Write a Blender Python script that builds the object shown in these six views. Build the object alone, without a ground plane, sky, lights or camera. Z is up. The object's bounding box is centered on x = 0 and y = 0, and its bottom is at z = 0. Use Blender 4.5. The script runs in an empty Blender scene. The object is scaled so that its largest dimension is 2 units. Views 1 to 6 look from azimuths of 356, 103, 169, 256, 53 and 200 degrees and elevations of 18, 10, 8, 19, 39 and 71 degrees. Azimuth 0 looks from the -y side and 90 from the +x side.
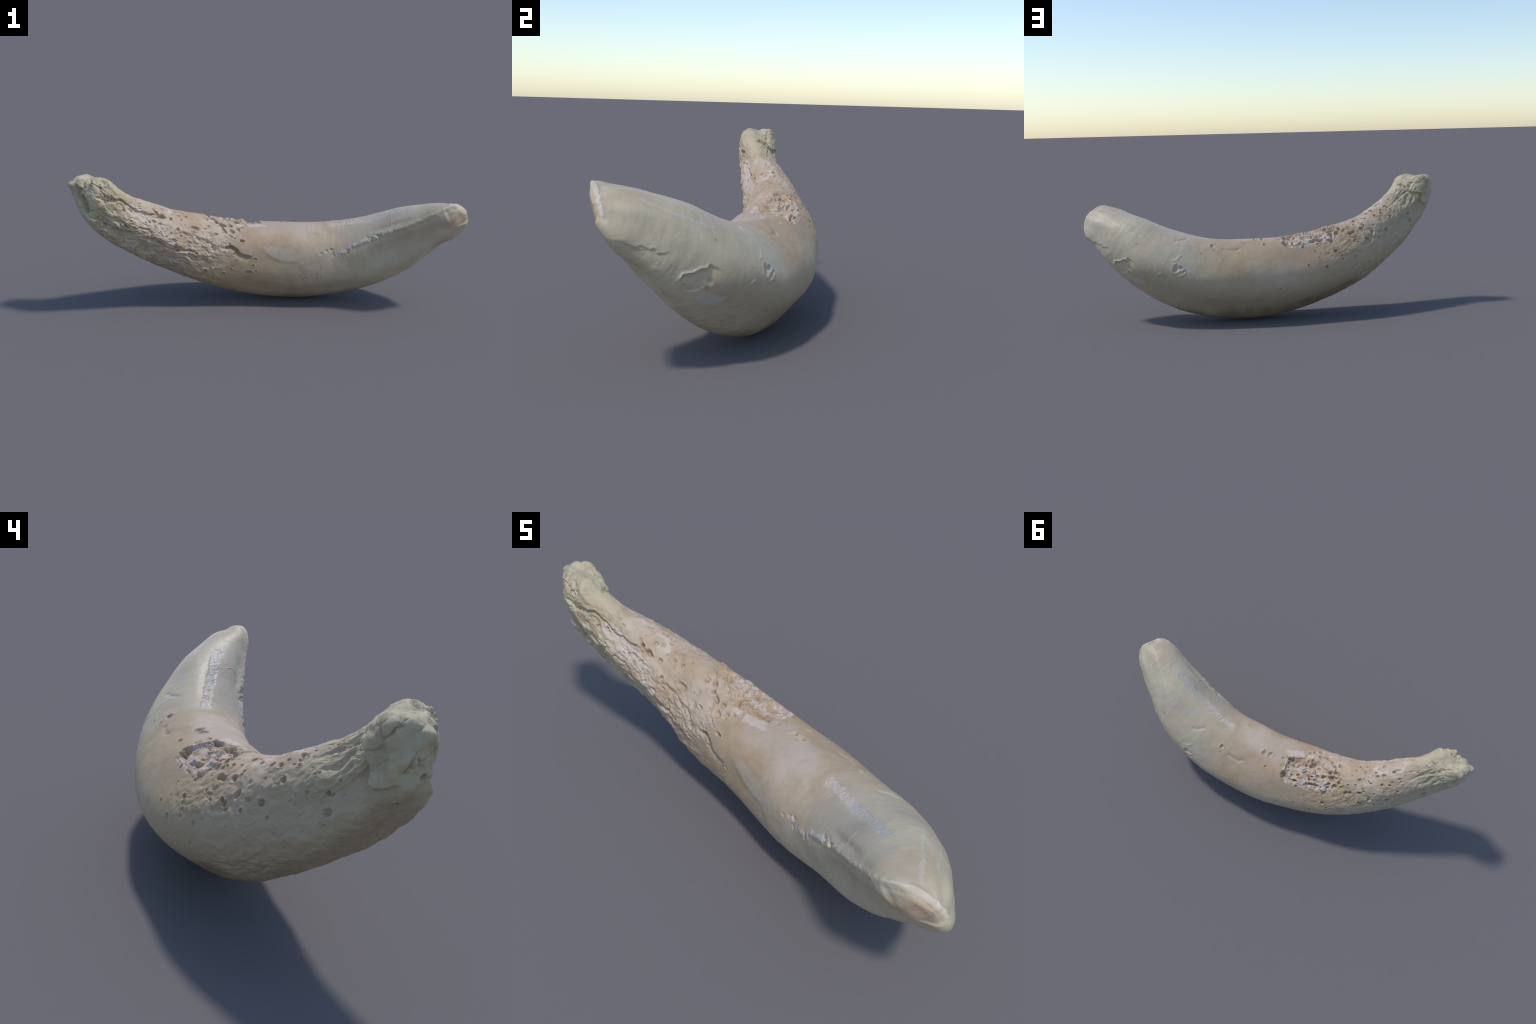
import bpy, math
import numpy as np
from mathutils import Vector

# ---------------------------------------------------------------------------
# A worn, curved canine tooth lying on its side: crown with a chisel-like wear
# facet at +x, long porous root with a knobbly apex at -x.
#
# The body is a loft.  SPINE is the centre line from crown tip to root apex;
# each row of SECTIONS describes the cross-section at a station (mm): mean radius, then the
# cos / sin amounts of the 1st..6th lobes, angle 0 pointing up, +90 to +y.
# ---------------------------------------------------------------------------
SPINE = [
    (0.9847, -0.2202, 0.5572),
    (0.8409, -0.1318, 0.4682),
    (0.6936, -0.0592, 0.3890),
    (0.5414, -0.0029, 0.3219),
    (0.3838, 0.0370, 0.2705),
    (0.2218, 0.0612, 0.2381),
    (0.0572, 0.0706, 0.2262),
    (-0.1075, 0.0653, 0.2350),
    (-0.2694, 0.0466, 0.2643),
    (-0.4262, 0.0152, 0.3141),
    (-0.5758, -0.0285, 0.3839),
    (-0.7166, -0.0821, 0.4735),
    (-0.8475, -0.1409, 0.5833),
    (-0.9681, -0.2015, 0.7140),
]
STATIONS = (0, 0.012, 0.03, 0.055, 0.085, 0.125, 0.175, 0.235, 0.305, 0.38, 0.46, 0.54, 0.62, 0.7, 0.77, 0.83, 0.88, 0.92, 0.955, 0.98, 1)
SECTIONS = [
    (45.4, 21.2, -14.4, 1.7, -26.4, -11.8, -9.0, -10.7, 3.5, -4.0, 10.1, 4.3, 6.9),
    (55.9, 12.8, -15.6, -0.5, -26.0, -10.2, -1.3, -7.6, 2.6, 2.2, 6.9, 3.7, 3.3),
    (80.7, 10.9, -15.0, -3.3, -25.8, -8.3, 4.5, -5.3, 2.1, 5.3, 3.7, 1.8, 0.7),
    (103.6, 9.3, -15.2, -0.7, -22.1, -6.4, 2.6, -4.6, 1.7, 3.8, 2.6, 1.3, -1.1),
    (120.8, 10.1, -9.4, -4.2, -18.9, -0.0, 3.9, -7.1, 1.5, 6.1, 1.2, -1.0, -1.1),
    (147.0, -0.1, -2.8, 1.6, -15.8, -3.8, 3.9, -3.6, 0.7, 4.2, 3.7, -1.6, -1.6),
    (166.9, -13.7, 6.8, 0.6, -14.0, -3.7, 1.2, -0.5, 1.8, 1.6, 5.1, 2.3, -4.1),
    (182.1, -22.2, 11.1, 1.7, -11.2, -6.2, 0.5, 3.4, 1.6, 0.5, 2.0, 0.1, -4.4),
    (191.3, -21.2, 9.3, 1.7, -10.7, -3.9, 1.7, 6.0, -0.8, -3.2, 3.2, 1.7, -2.9),
    (199.6, -10.9, 1.2, 2.2, -8.9, -6.4, -2.3, 6.5, -2.6, -3.6, 2.9, 2.2, -0.5),
    (198.7, 0.1, 1.9, 5.3, -8.3, -6.5, -5.0, 6.0, -2.0, -4.4, 2.5, 0.6, 0.9),
    (189.0, 7.9, -1.1, 6.0, -8.0, -5.1, -6.4, 3.8, 2.0, -4.6, 1.9, -0.2, 1.9),
    (177.9, 10.1, 2.1, 3.3, -1.9, -0.2, -6.3, 3.7, -0.8, -1.2, 1.8, 1.1, 0.1),
    (157.0, 8.2, 6.7, 6.6, -3.2, 1.4, -2.3, 4.2, -1.2, 0.0, -0.1, 0.0, -0.1),
    (136.9, 4.0, 0.6, 8.7, -6.0, -0.4, -1.2, 2.6, 3.6, 0.2, -2.7, -0.9, -0.2),
    (122.7, -1.9, -15.2, 12.1, -6.5, -0.8, -0.7, 0.9, 1.8, 0.9, -3.6, -1.6, 0.2),
    (104.9, -11.1, -29.2, 12.0, -8.4, -4.6, -2.3, -1.3, -0.2, 1.3, -4.9, -2.2, 2.6),
    (94.5, -13.8, -35.9, 7.6, -10.0, -6.1, -4.9, -4.5, -0.9, 2.6, -2.6, -2.7, 3.5),
    (90.4, 2.2, -27.5, 1.3, -7.9, -10.3, 1.2, -4.9, 0.8, 1.8, 0.3, -0.1, 5.2),
    (75.0, 14.1, -7.1, -1.6, -8.9, -12.3, 7.5, -3.1, -1.0, -0.2, -0.1, 1.3, 6.5),
    (60.7, 17.3, 18.5, 0.4, -7.9, -11.5, 11.1, -2.5, -2.8, -1.0, -1.1, 1.7, 7.7),
]

CAP_CROWN, CAP_ROOT = 0.02, 0.035        # share of the length that rounds off
LENGTH = 2.265                            # spine length, metres
ROWS, COLS = 1040, 580


def spline_matrix(knots, t):
    """Weights of a natural cubic spline through the given knots, sampled at t."""
    knots = np.asarray(knots, float)
    n, h = len(knots), np.diff(knots)
    A, B = np.zeros((n, n)), np.zeros((n, n))
    A[0, 0] = A[-1, -1] = 1
    for i in range(1, n - 1):
        A[i, i - 1:i + 2] = (h[i - 1], 2 * (h[i - 1] + h[i]), h[i])
        B[i, i - 1:i + 2] = (6 / h[i - 1], -6 / h[i - 1] - 6 / h[i], 6 / h[i])
    M = np.linalg.solve(A, B)
    i = np.clip(np.searchsorted(knots, t, side="right") - 1, 0, n - 2)
    s = h[i]
    u = (t - knots[i]) / s
    W = np.zeros((len(t), n))
    r = np.arange(len(t))
    W[r, i] += 1 - u
    W[r, i + 1] += u
    a = ((1 - u) ** 3 - (1 - u)) * s * s / 6
    b = (u ** 3 - u) * s * s / 6
    return W + a[:, None] * M[i] + b[:, None] * M[i + 1]


def cap_profile(t):
    g = np.ones_like(t)
    m = t < CAP_CROWN
    g[m] = np.sqrt(np.maximum(0, 1 - (1 - t[m] / CAP_CROWN) ** 2))
    m = t > 1 - CAP_ROOT
    g[m] = np.sqrt(np.maximum(0, 1 - (1 - (1 - t[m]) / CAP_ROOT) ** 2))
    return g


_tf = np.linspace(0, 1, 2001)
_Cf = spline_matrix(np.linspace(0, 1, len(SPINE)), _tf) @ np.array(SPINE)
_Tf = np.gradient(_Cf, _tf, axis=0)
_Tf /= np.linalg.norm(_Tf, axis=1, keepdims=True)
_Rf = spline_matrix(STATIONS, _tf) @ (np.array(SECTIONS) / 1000.0)


def interp_cols(t, table):
    return np.stack([np.interp(t, _tf, table[:, k]) for k in range(table.shape[1])], -1)


def loft(t, a):
    """Point of the undisplaced body at share t of the length, angle a (radians)."""
    C, T, R = interp_cols(t, _Cf), interp_cols(t, _Tf), interp_cols(t, _Rf)
    T /= np.linalg.norm(T, axis=-1, keepdims=True)
    B = np.cross(T, np.array([0.0, 0, 1]))
    B /= np.linalg.norm(B, axis=-1, keepdims=True)
    N = np.cross(B, T)
    rad = R[..., 0].copy()
    for k in range(1, 7):
        rad += R[..., 2 * k - 1] * np.cos(k * a) + R[..., 2 * k] * np.sin(k * a)
    rad *= cap_profile(t)
    return C + rad[..., None] * (np.cos(a)[..., None] * N + np.sin(a)[..., None] * B)


# --- the grid ---------------------------------------------------------------
q = np.linspace(0.03, math.pi / 2, 40)
t_rows = np.concatenate([CAP_CROWN * (1 - np.cos(q))[:-1],
                         np.linspace(CAP_CROWN, 1 - CAP_ROOT, ROWS - 80),
                         (1 - CAP_ROOT * (1 - np.cos(q[::-1])))[1:]])
ROWS = len(t_rows)
a_cols = np.arange(COLS) * 2 * math.pi / COLS
T = np.repeat(t_rows, COLS)
A = np.tile(a_cols, ROWS)
A = (A + math.pi) % (2 * math.pi) - math.pi          # -pi..pi
DEG = np.degrees(A)
BASE = loft(T, A)


def round_tip(P):
    """Iron out the crown tip, where the sections run together: every point of a coarse
    grid moves onto a smooth quadratic fitted to the surface around it."""
    coarse_r = np.unique(np.r_[np.where(t_rows < 0.075)[0][::2], 0])
    coarse_c = np.arange(0, COLS, 5)
    G = P.reshape(ROWS, COLS, 3)
    Q = G[np.ix_(coarse_r, coarse_c)]
    du, dv = np.gradient(Q, axis=0), (np.roll(Q, -1, 1) - np.roll(Q, 1, 1)) / 2
    nrm = np.cross(du, dv)
    area = np.linalg.norm(nrm, axis=-1)
    S, W = Q.reshape(-1, 3), area.ravel()
    NS = (nrm / (area[..., None] + 1e-12)).reshape(-1, 3)
    axis = -_Tf[0] / np.linalg.norm(_Tf[0])
    shift = np.zeros_like(S)
    trow = np.repeat(t_rows[coarse_r], len(coarse_c))
    for k in np.where(trow < 0.065)[0]:
        D = S - S[k]
        d2 = (D * D).sum(1)
        h = 0.024
        m = d2 < (2.4 * h) ** 2
        w = W[m] * np.exp(-d2[m] / h ** 2)
        n = (NS[m] * w[:, None]).sum(0)
        n /= np.linalg.norm(n)
        ok = NS[m] @ n > 0.1
        e1 = np.cross(n, (0.3, 0.5, 0.8))
        e1 /= np.linalg.norm(e1)
        e2 = np.cross(n, e1)
        x, y, z = D[m] @ e1 / h, D[m] @ e2 / h, D[m] @ n
        M = np.stack([np.ones_like(x), x, y, x * x, x * y, y * y], 1)
        Mw = M * (w * ok)[:, None]
        c = np.linalg.solve(M.T @ Mw + 1e-9 * np.trace(M.T @ Mw) * np.eye(6), Mw.T @ z)
        shift[k] = c[0] * n
    shift = shift.reshape(len(coarse_r), len(coarse_c), 3)
    shift = np.concatenate([shift, shift[:, :1]], 1)
    rows = np.where(t_rows < 0.070)[0]
    fr = np.interp(t_rows[rows], t_rows[coarse_r], np.arange(len(coarse_r)))
    fc = np.arange(COLS) / 5.0
    r0, c0 = np.clip(fr.astype(int), 0, len(coarse_r) - 2), np.clip(fc.astype(int), 0, len(coarse_c) - 1)
    u, v = (fr - r0)[:, None, None], (fc - c0)[None, :, None]
    s = ((1 - u) * (1 - v) * shift[np.ix_(r0, c0)] + u * (1 - v) * shift[np.ix_(r0 + 1, c0)]
         + (1 - u) * v * shift[np.ix_(r0, c0 + 1)] + u * v * shift[np.ix_(r0 + 1, c0 + 1)])
    f = 1 - np.clip((t_rows[rows] - 0.035) / 0.028, 0, 1)
    G[rows] += s * (f * f * (3 - 2 * f))[:, None, None]
    return G.reshape(-1, 3)


BASE = round_tip(BASE)


def grid_normals(P):
    G = P.reshape(ROWS, COLS, 3)
    du = np.gradient(G, axis=0)
    dv = np.roll(G, -1, 1) - np.roll(G, 1, 1)
    n = np.cross(du, dv)
    n /= np.linalg.norm(n, axis=-1, keepdims=True) + 1e-12
    n = n.reshape(-1, 3)
    if ((P - interp_cols(T, _Cf)) * n).sum(-1).mean() < 0:
        n = -n
    return n


NORM = grid_normals(BASE)
RHO = np.linalg.norm(BASE - interp_cols(T, _Cf), axis=1)
# straightened "tube" coordinates for noise that runs along the tooth
TUBE = np.stack([T * LENGTH, RHO * np.cos(A), RHO * np.sin(A)], 1)


# --- noise ------------------------------------------------------------------
def _hash(ix, iy, iz, seed):
    h = (ix * 374761393 + iy * 668265263 + iz * 2147483647 + seed * 1274126177) & 0xFFFFFFFF
    h = ((h ^ (h >> 13)) * 1274126177) & 0xFFFFFFFF
    h = ((h ^ (h >> 16)) * 2246822519) & 0xFFFFFFFF
    return (h ^ (h >> 15)) & 0xFFFFFFFF


_g = np.random.default_rng(5).normal(size=(256, 3))
_g /= np.linalg.norm(_g, axis=1, keepdims=True)


def perlin(p, seed=0):
    i = np.floor(p).astype(np.int64)
    f = p - i
    w = f * f * f * (f * (f * 6 - 15) + 10)
    out = 0
    for dx in (0, 1):
        wx = w[:, 0] if dx else 1 - w[:, 0]
        for dy in (0, 1):
            wy = w[:, 1] if dy else 1 - w[:, 1]
            for dz in (0, 1):
                wz = w[:, 2] if dz else 1 - w[:, 2]
                g = _g[_hash(i[:, 0] + dx, i[:, 1] + dy, i[:, 2] + dz, seed) & 255]
                out = out + wx * wy * wz * (g[:, 0] * (f[:, 0] - dx) + g[:, 1] * (f[:, 1] - dy) + g[:, 2] * (f[:, 2] - dz))
    return out * 1.5


def fbm(p, octaves, seed=0, gain=0.5):
    out, amp, tot = 0, 1.0, 0
    for k in range(octaves):
        out = out + amp * perlin(p * 2.0 ** k + 17.3 * k, seed + k)
        tot += amp
        amp *= gain
    return out / tot


def worley(p, seed=0):
    """Distances to the nearest and second nearest jittered cell points."""
    i = np.floor(p).astype(np.int64)
    f1 = np.full(len(p), 9.0)
    f2 = np.full(len(p), 9.0)
    for dx in (-1, 0, 1):
        for dy in (-1, 0, 1):
            for dz in (-1, 0, 1):
                c = i + (dx, dy, dz)
                h = _hash(c[:, 0], c[:, 1], c[:, 2], seed)
                j = np.stack([(h & 1023), (h >> 10) & 1023, (h >> 20) & 1023], 1) / 1023.0
                d = np.linalg.norm(c + j - p, axis=1)
                f2 = np.minimum(f2, np.maximum(f1, d))
                f1 = np.minimum(f1, d)
    return f1, f2


def sstep(a, b, x):
    u = np.clip((x - a) / (b - a), 0, 1)
    return u * u * (3 - 2 * u)


def wrap(d):
    return (d + 180) % 360 - 180


def band(x, a, b, soft):
    return sstep(a - soft, a + soft, x) * (1 - sstep(b - soft, b + soft, x))


ROWS_LO = BASE.reshape(ROWS, COLS, 3).min(1)
ROWS_HI = BASE.reshape(ROWS, COLS, 3).max(1)

# --- placed features --------------------------------------------------------
H = np.zeros(len(BASE))                    # height over the loft, metres


def near(points, reach):
    lo, hi = points.min(0) - reach, points.max(0) + reach
    ok = ROWS_HI[:, 0] > lo[0]
    for k in range(3):
        ok &= (ROWS_HI[:, k] > lo[k]) & (ROWS_LO[:, k] < hi[k])
    rows = np.where(ok)[0]
    if not len(rows):
        return np.zeros(0, int)
    a, z = rows[0] * COLS, (rows[-1] + 1) * COLS
    X = BASE[a:z]
    return a + np.where(((X > lo) & (X < hi)).all(1))[0]


def on(mask, f):
    """Evaluate the noise f(indices) only where the mask is above zero."""
    out = np.zeros(len(BASE))
    k = np.where(mask > 1e-4)[0]
    out[k] = f(k)
    return out


def on_body(track, spacing=0.002):
    """Dense points along a track of (share of length, degrees) pairs."""
    t = np.array([p[0] for p in track], float)
    a = np.unwrap(np.radians([p[1] for p in track]))
    P = loft(t, a)
    L = np.r_[0, np.cumsum(np.linalg.norm(np.diff(P, axis=0), axis=1))]
    n = max(4, int(L[-1] / spacing))
    s = np.linspace(0, L[-1], n)
    return loft(np.interp(s, L, t), np.interp(s, L, a)), s / L[-1]


def track_field(track, reach, closed=False, wobble=0.0, seed=1):
    """Indices, distance, signed side (+ = left of travel seen from outside), place along."""
    if closed:
        track = list(track) + [track[0]]
    P, u = on_body(track)
    idx = near(P, reach)
    X = BASE[idx]
    if wobble:
        X = X + wobble * np.stack([fbm(X * 45, 2, seed + k) for k in (0, 7, 13)], 1)
    best = np.full(len(idx), 9.0)
    arg = np.zeros(len(idx), int)
    for lo in range(0, len(P), 64):
        D = np.linalg.norm(X[:, None] - P[None, lo:lo + 64], axis=2)
        k = D.argmin(1)
        d = D[np.arange(len(idx)), k]
        m = d < best
        best[m], arg[m] = d[m], k[m] + lo
    keep = best < reach
    idx, best, arg, X = idx[keep], best[keep], arg[keep], X[keep]
    tan = np.gradient(P, axis=0)
    tan /= np.linalg.norm(tan, axis=1, keepdims=True) + 1e-12
    side = (np.cross(NORM[idx], tan[arg]) * (X - P[arg])).sum(1)
    return idx, best, np.where(side >= 0, 1.0, -1.0), u[arg]


def taper(u, e=0.15):
    return sstep(0, e, u) * (1 - sstep(1 - e, 1, u))


def groove(track, width, depth, e=0.2, wobble=0.004):
    idx, d, s, u = track_field(track, width * 2.5, wobble=wobble)
    H[idx] -= depth * np.exp(-(d / width) ** 2) * taper(u, e)


def ridge_line(track, width, height, e=0.2, wobble=0.002):
    idx, d, s, u = track_field(track, width * 2.5, wobble=wobble)
    H[idx] += height * np.exp(-(d / width) ** 2) * taper(u, e)


def step_edge(track, high, rise, sharp, fade_high, fade_low, high_side=1, e=0.12, wobble=0.004, undercut=0.0):
    """A flake edge: one side stands proud, the other sinks; both fade away from it."""
    reach = 3 * max(fade_high, fade_low)
    idx, d, s, u = track_field(track, reach, wobble=wobble)
    s = s * high_side
    up = high * np.exp(-(d / fade_high) ** 2)
    dn = -(rise - high) * np.exp(-(d / fade_low) ** 2)
    if undercut:
        dn = dn - undercut * np.exp(-((d - sharp) / (1.6 * sharp)) ** 2)
    k = sstep(-sharp, sharp, s * d)
    H[idx] += (up * k + dn * (1 - k)) * taper(u, e)


def inside(track, t, deg):
    """Point-in-outline test in the unrolled (length, angle) plane."""
    poly = np.array(track, float)
    ref = poly[:, 1].mean()
    y = wrap(deg - ref)
    py = wrap(poly[:, 1] - ref)
    px = poly[:, 0]
    res = np.zeros(len(t), bool)
    for i in range(len(px)):
        j = i - 1
        cond = (py[i] > y) != (py[j] > y)
        x = (px[j] - px[i]) * (y - py[i]) / (py[j] - py[i] + 1e-12) + px[i]
        res ^= cond & (t < x)
    return res


def outline_field(track, reach, wobble=0.004, seed=3):
    """Index and distance to the outline, positive inside."""
    P, _ = on_body(list(track) + [track[0]])
    idx, d, s, u = track_field(track, reach, closed=True, wobble=wobble, seed=seed)
    ins = inside(track, T[idx], DEG[idx])
    far = near(P, 0.0)
    return idx, np.where(ins, d, -d)


def pit(t, deg, r, depth, stretch=1.0, flat=3.0, rim=0.0):
    c = loft(np.array([t]), np.radians([deg]))[0]
    idx = near(c[None], r * 2.6 * stretch)
    X = BASE[idx] - c
    tang = interp_cols(np.array([t]), _Tf)[0]
    al = X @ tang
    d = np.sqrt(np.maximum(0, (X * X).sum(1) - al ** 2) + (al / stretch) ** 2)
    ang = np.arctan2(X @ np.cross(tang, NORM[idx[0]]), al) if len(idx) else 0
    ph = (t * 977.0 + deg * 3.1)
    d = d / (1 + 0.10 * np.sin(2 * ang + ph) + 0.06 * np.sin(3 * ang + 2.3 * ph))
    H[idx] -= depth * np.exp(-(d / r) ** (2 * flat)) - rim * np.exp(-((d - 1.5 * r) / (0.5 * r)) ** 2)


def lump(t, deg, r, height):
    c = loft(np.array([t]), np.radians([deg]))[0]
    idx = near(c[None], r * 1.2)
    d = np.linalg.norm(BASE[idx] - c, axis=1) / r
    H[idx] += height * np.sqrt(np.maximum(0, 1 - np.minimum(d, 1) ** 2)) ** 1.3

# === 1. broad forms ==========================================================
# crest between the flat upper face and the long hollow on the -y side of the crown
CREST = [(0.320, -67), (0.303, -74), (0.279, -77), (0.255, -70), (0.227, -68), (0.201, -68), (0.170, -65),
         (0.133, -66), (0.100, -66), (0.068, -65), (0.045, -63), (0.028, -60)]
idx, d, s, u = track_field(CREST, 0.12, wobble=0.006)
low = sstep(-0.002, 0.022, -s * d) * (1 - sstep(0.045, 0.10, d))
H[idx] += (0.0055 * np.exp(-(d / 0.010) ** 2) - 0.002 * low) * sstep(0.0, 0.30, u) * (1 - 0.4 * sstep(0.85, 1.0, u))
# scoop under the crest
idx, d, s, u = track_field([(0.025, -84), (0.06, -90), (0.12, -90), (0.18, -90), (0.25, -92)], 0.09)
H[idx] -= 0.0065 * np.exp(-(d / 0.034) ** 2) * taper(u, 0.3)
# sunken cheek above the crest
idx, d, s, u = track_field([(0.213, -55), (0.171, -56), (0.130, -56), (0.090, -55)], 0.06)
H[idx] -= 0.009 * np.exp(-(d / 0.016) ** 2) * taper(u, 0.3)
# wear facet: dished floor inside a polished rim
RIM_LINE = [(0.030, -61), (0.018, -56), (0.007, -46), (0.004, -9), (0.004, 31), (0.005, 71), (0.008, 100), (0.010, 119), (0.013, 130)]
idx, d, s, u = track_field(RIM_LINE, 0.10)
H[idx] += 0.0045 * np.exp(-(d / 0.0065) ** 2) * taper(u, 0.08)
H[idx] -= 0.0075 * sstep(0.002, 0.024, -s * d) * (1 - sstep(0.045, 0.085, d)) * taper(u, 0.1)
# brim of the smooth neck swelling
step_edge([(0.540, -52), (0.506, -66), (0.475, -76), (0.443, -80), (0.415, -79), (0.387, -69), (0.362, -66)],
          0.001, 0.003, 0.014, 0.05, 0.05, high_side=1, e=0.35)

# === 2. overall grain ========================================================
half = sstep(0.50, 0.52, T)
back_half = on(half, lambda k: fbm(BASE[k] * 9, 2, 3))
front = band(DEG, -152, -48, 14) * sstep(0.575, 0.66, T - 0.05 * back_half)
top = band(DEG, -55, 72, 12) * sstep(0.60, 0.70, T)
under = (1 - band(DEG, -135, 128, 16)) * sstep(0.52, 0.70, T)
tip = sstep(0.925, 0.955, T)
warp = np.stack([on(half, lambda k: fbm(BASE[k] * 11, 2, s)) for s in (21, 22, 23)], 1) * 0.03
n1 = on(half, lambda k: fbm((TUBE[k] + warp[k]) * (9, 27, 27), 2, 31))
n2 = on(half, lambda k: fbm((TUBE[k] + warp[k]) * (20, 42, 42), 2, 41))
plates = sstep(-0.06, 0.02, n1) * 0.55 + sstep(0.16, 0.22, n1) * 0.45
lumpy = on(half, lambda k: fbm((TUBE[k] + warp[k] * 0.5) * (28, 36, 36), 2, 47))
H += front * (1 - 0.5 * tip) * (0.0028 * (plates - 0.55) + 0.0055 * n2 + 0.0030 * n1 + 0.0020 + 0.0040 * lumpy)
H += top * (1 - tip) * (0.0026 * n2 + 0.0012 * (plates - 0.5))
w = band(DEG, 22, 82, 9) * band(T, 0.60, 0.90, 0.04)
H += w * 0.0045 * on(w, lambda k: fbm((TUBE[k] + warp[k] * 0.5) * 30, 2, 55))
H += under * (0.0034 * n2 + 0.0016 * on(under, lambda k: fbm(BASE[k] * 40, 2, 51)))
H += 0.0006 * fbm(BASE * 85, 2, 61) * (0.5 + 2.2 * np.maximum(front, under))
H += 0.0012 * fbm(BASE * 16, 2, 65) * (1 - front)
side = band(DEG, 80, 140, 14) * sstep(0.62, 0.74, T)
H += side * (0.0022 * lumpy + 0.0020 * n2)
# rounded cementum lumps with creases between them
w = np.maximum(front * (1 - 0.6 * tip), 0.45 * band(DEG, 22, 80, 10) * band(T, 0.60, 0.90, 0.04))
k = np.where(w > 0)[0]
jig = np.stack([fbm(BASE[k] * 22, 2, s) for s in (131, 132, 133)], 1)
f1, f2 = worley(TUBE[k] * (19, 30, 30) + 0.5 * jig, 9)
H[k] += w[k] * (0.0055 * (0.42 - np.minimum(f1, 1) ** 1.6) - 0.0030 * sstep(-0.1, 0.3, fbm(BASE[k] * 16, 2, 137)) * np.exp(-((f2 - f1) / 0.12) ** 2))
# ribs towards the apex on the upper / +y side
w = band(DEG, -20, 100, 18) * band(T, 0.865, 0.945, 0.02)
H += w * 0.0085 * (0.22 - np.abs(on(w, lambda k: fbm((TUBE[k] + warp[k] * 0.6) * (9, 62, 62), 2, 71))))
# shallow ripples round the crown
w = 1 - sstep(0.30, 0.5, T)
H += w * 0.0007 * on(w, lambda k: fbm(TUBE[k] * (46, 9, 9), 2, 75))
# enamel pimples low on the +y side of the crown
w = band(DEG, 118, 172, 8) * band(T, 0.05, 0.30, 0.03)
H += w * 0.0016 * on(w, lambda k: fbm(BASE[k] * 38, 3, 77))
# fuller far face of the apex; long wrinkles running up to it on the outer side
H += 0.012 * band(DEG, 88, 136, 18) * band(T, 0.935, 0.985, 0.014)
w = (1 - band(DEG, -130, 82, 16)) * band(T, 0.66, 0.945, 0.07)
H += w * (0.0055 * (0.2 - np.abs(on(w, lambda k: fbm((TUBE[k] + warp[k]) * (6, 34, 34), 3, 151)))) + 0.0022 * lumpy)
idx, d, s, u = track_field([(0.095, 172), (0.116, 170), (0.14, 168)], 0.10)
H[idx] -= 0.010 * np.exp(-(d / 0.035) ** 2)
# soft uneven planes on the outer face of the crown
w = band(DEG, 50, 178, 14) * band(T, 0.03, 0.36, 0.03)
H += w * (0.0024 * on(w, lambda k: fbm(BASE[k] * 9, 2, 141)) + 0.0008 * on(w, lambda k: np.abs(fbm(BASE[k] * 26, 2, 143))))

# knobbly apex: a few fused, irregular lumps; creases come and go
w = sstep(0.935, 0.965, T)
k = np.where(w > 0)[0]
jig = np.stack([fbm(BASE[k] * 12, 3, s) for s in (81, 82, 83)], 1)
f1, f2 = worley(BASE[k] * 12.5 + 0.55 * jig, 4)
come = sstep(-0.15, 0.20, fbm(BASE[k] * 14, 2, 87))
H[k] += w[k] * (0.011 * (0.5 - np.minimum(f1, 1) ** 2) - 0.010 * come * np.exp(-((f2 - f1) / 0.07) ** 2) + 0.008 * fbm(BASE[k] * 18, 3, 88) - 0.002 - 0.006 * sstep(0.970, 0.990, T[k]) * band(DEG[k], -130, 10, 30))
w = sstep(0.92, 0.95, T)
H += w * 0.0016 * on(w, lambda k: fbm(BASE[k] * 55, 3, 85))

# === 3. flake edges, furrows and ledges ======================================
step_edge([(0.955, -73), (0.940, -70), (0.925, -65), (0.916, -56), (0.900, -56), (0.885, -55), (0.872, -57), (0.861, -55),
           (0.850, -50), (0.840, -51), (0.825, -45), (0.812, -45)], 0.003, 0.011, 0.003, 0.05, 0.035, undercut=0.004)
step_edge([(0.830, -32), (0.819, -37), (0.807, -42), (0.800, -38), (0.785, -40)], 0.0015, 0.007, 0.003, 0.02, 0.014, undercut=0.004)
step_edge([(0.622, -65), (0.606, -59), (0.590, -62), (0.576, -69), (0.562, -71), (0.540, -72)], 0.003, 0.016, 0.005, 0.05, 0.022, undercut=0.008)
step_edge([(0.662, 4), (0.666, -9), (0.652, -13), (0.648, -19), (0.633, -23), (0.631, -31), (0.623, -37), (0.616, -43)],
          0.002, 0.008, 0.003, 0.03, 0.016, undercut=0.004)
step_edge([(0.833, -110), (0.810, -104), (0.782, -102), (0.760, -101), (0.735, -101), (0.708, -89), (0.689, -86)],
          0.004, 0.010, 0.003, 0.016, 0.018, high_side=-1, undercut=0.004)
step_edge([(0.941, -145), (0.927, -135), (0.914, -130), (0.904, -134)], 0.003, 0.009, 0.003, 0.018, 0.02, high_side=-1, undercut=0.003)
step_edge([(0.875, -109), (0.862, -111), (0.843, -115)], 0.003, 0.008, 0.003, 0.012, 0.014, high_side=-1, undercut=0.003)
step_edge([(0.887, -134), (0.869, -134), (0.842, -144), (0.812, -147)], 0.002, 0.006, 0.003, 0.02, 0.02, high_side=-1)
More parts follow.
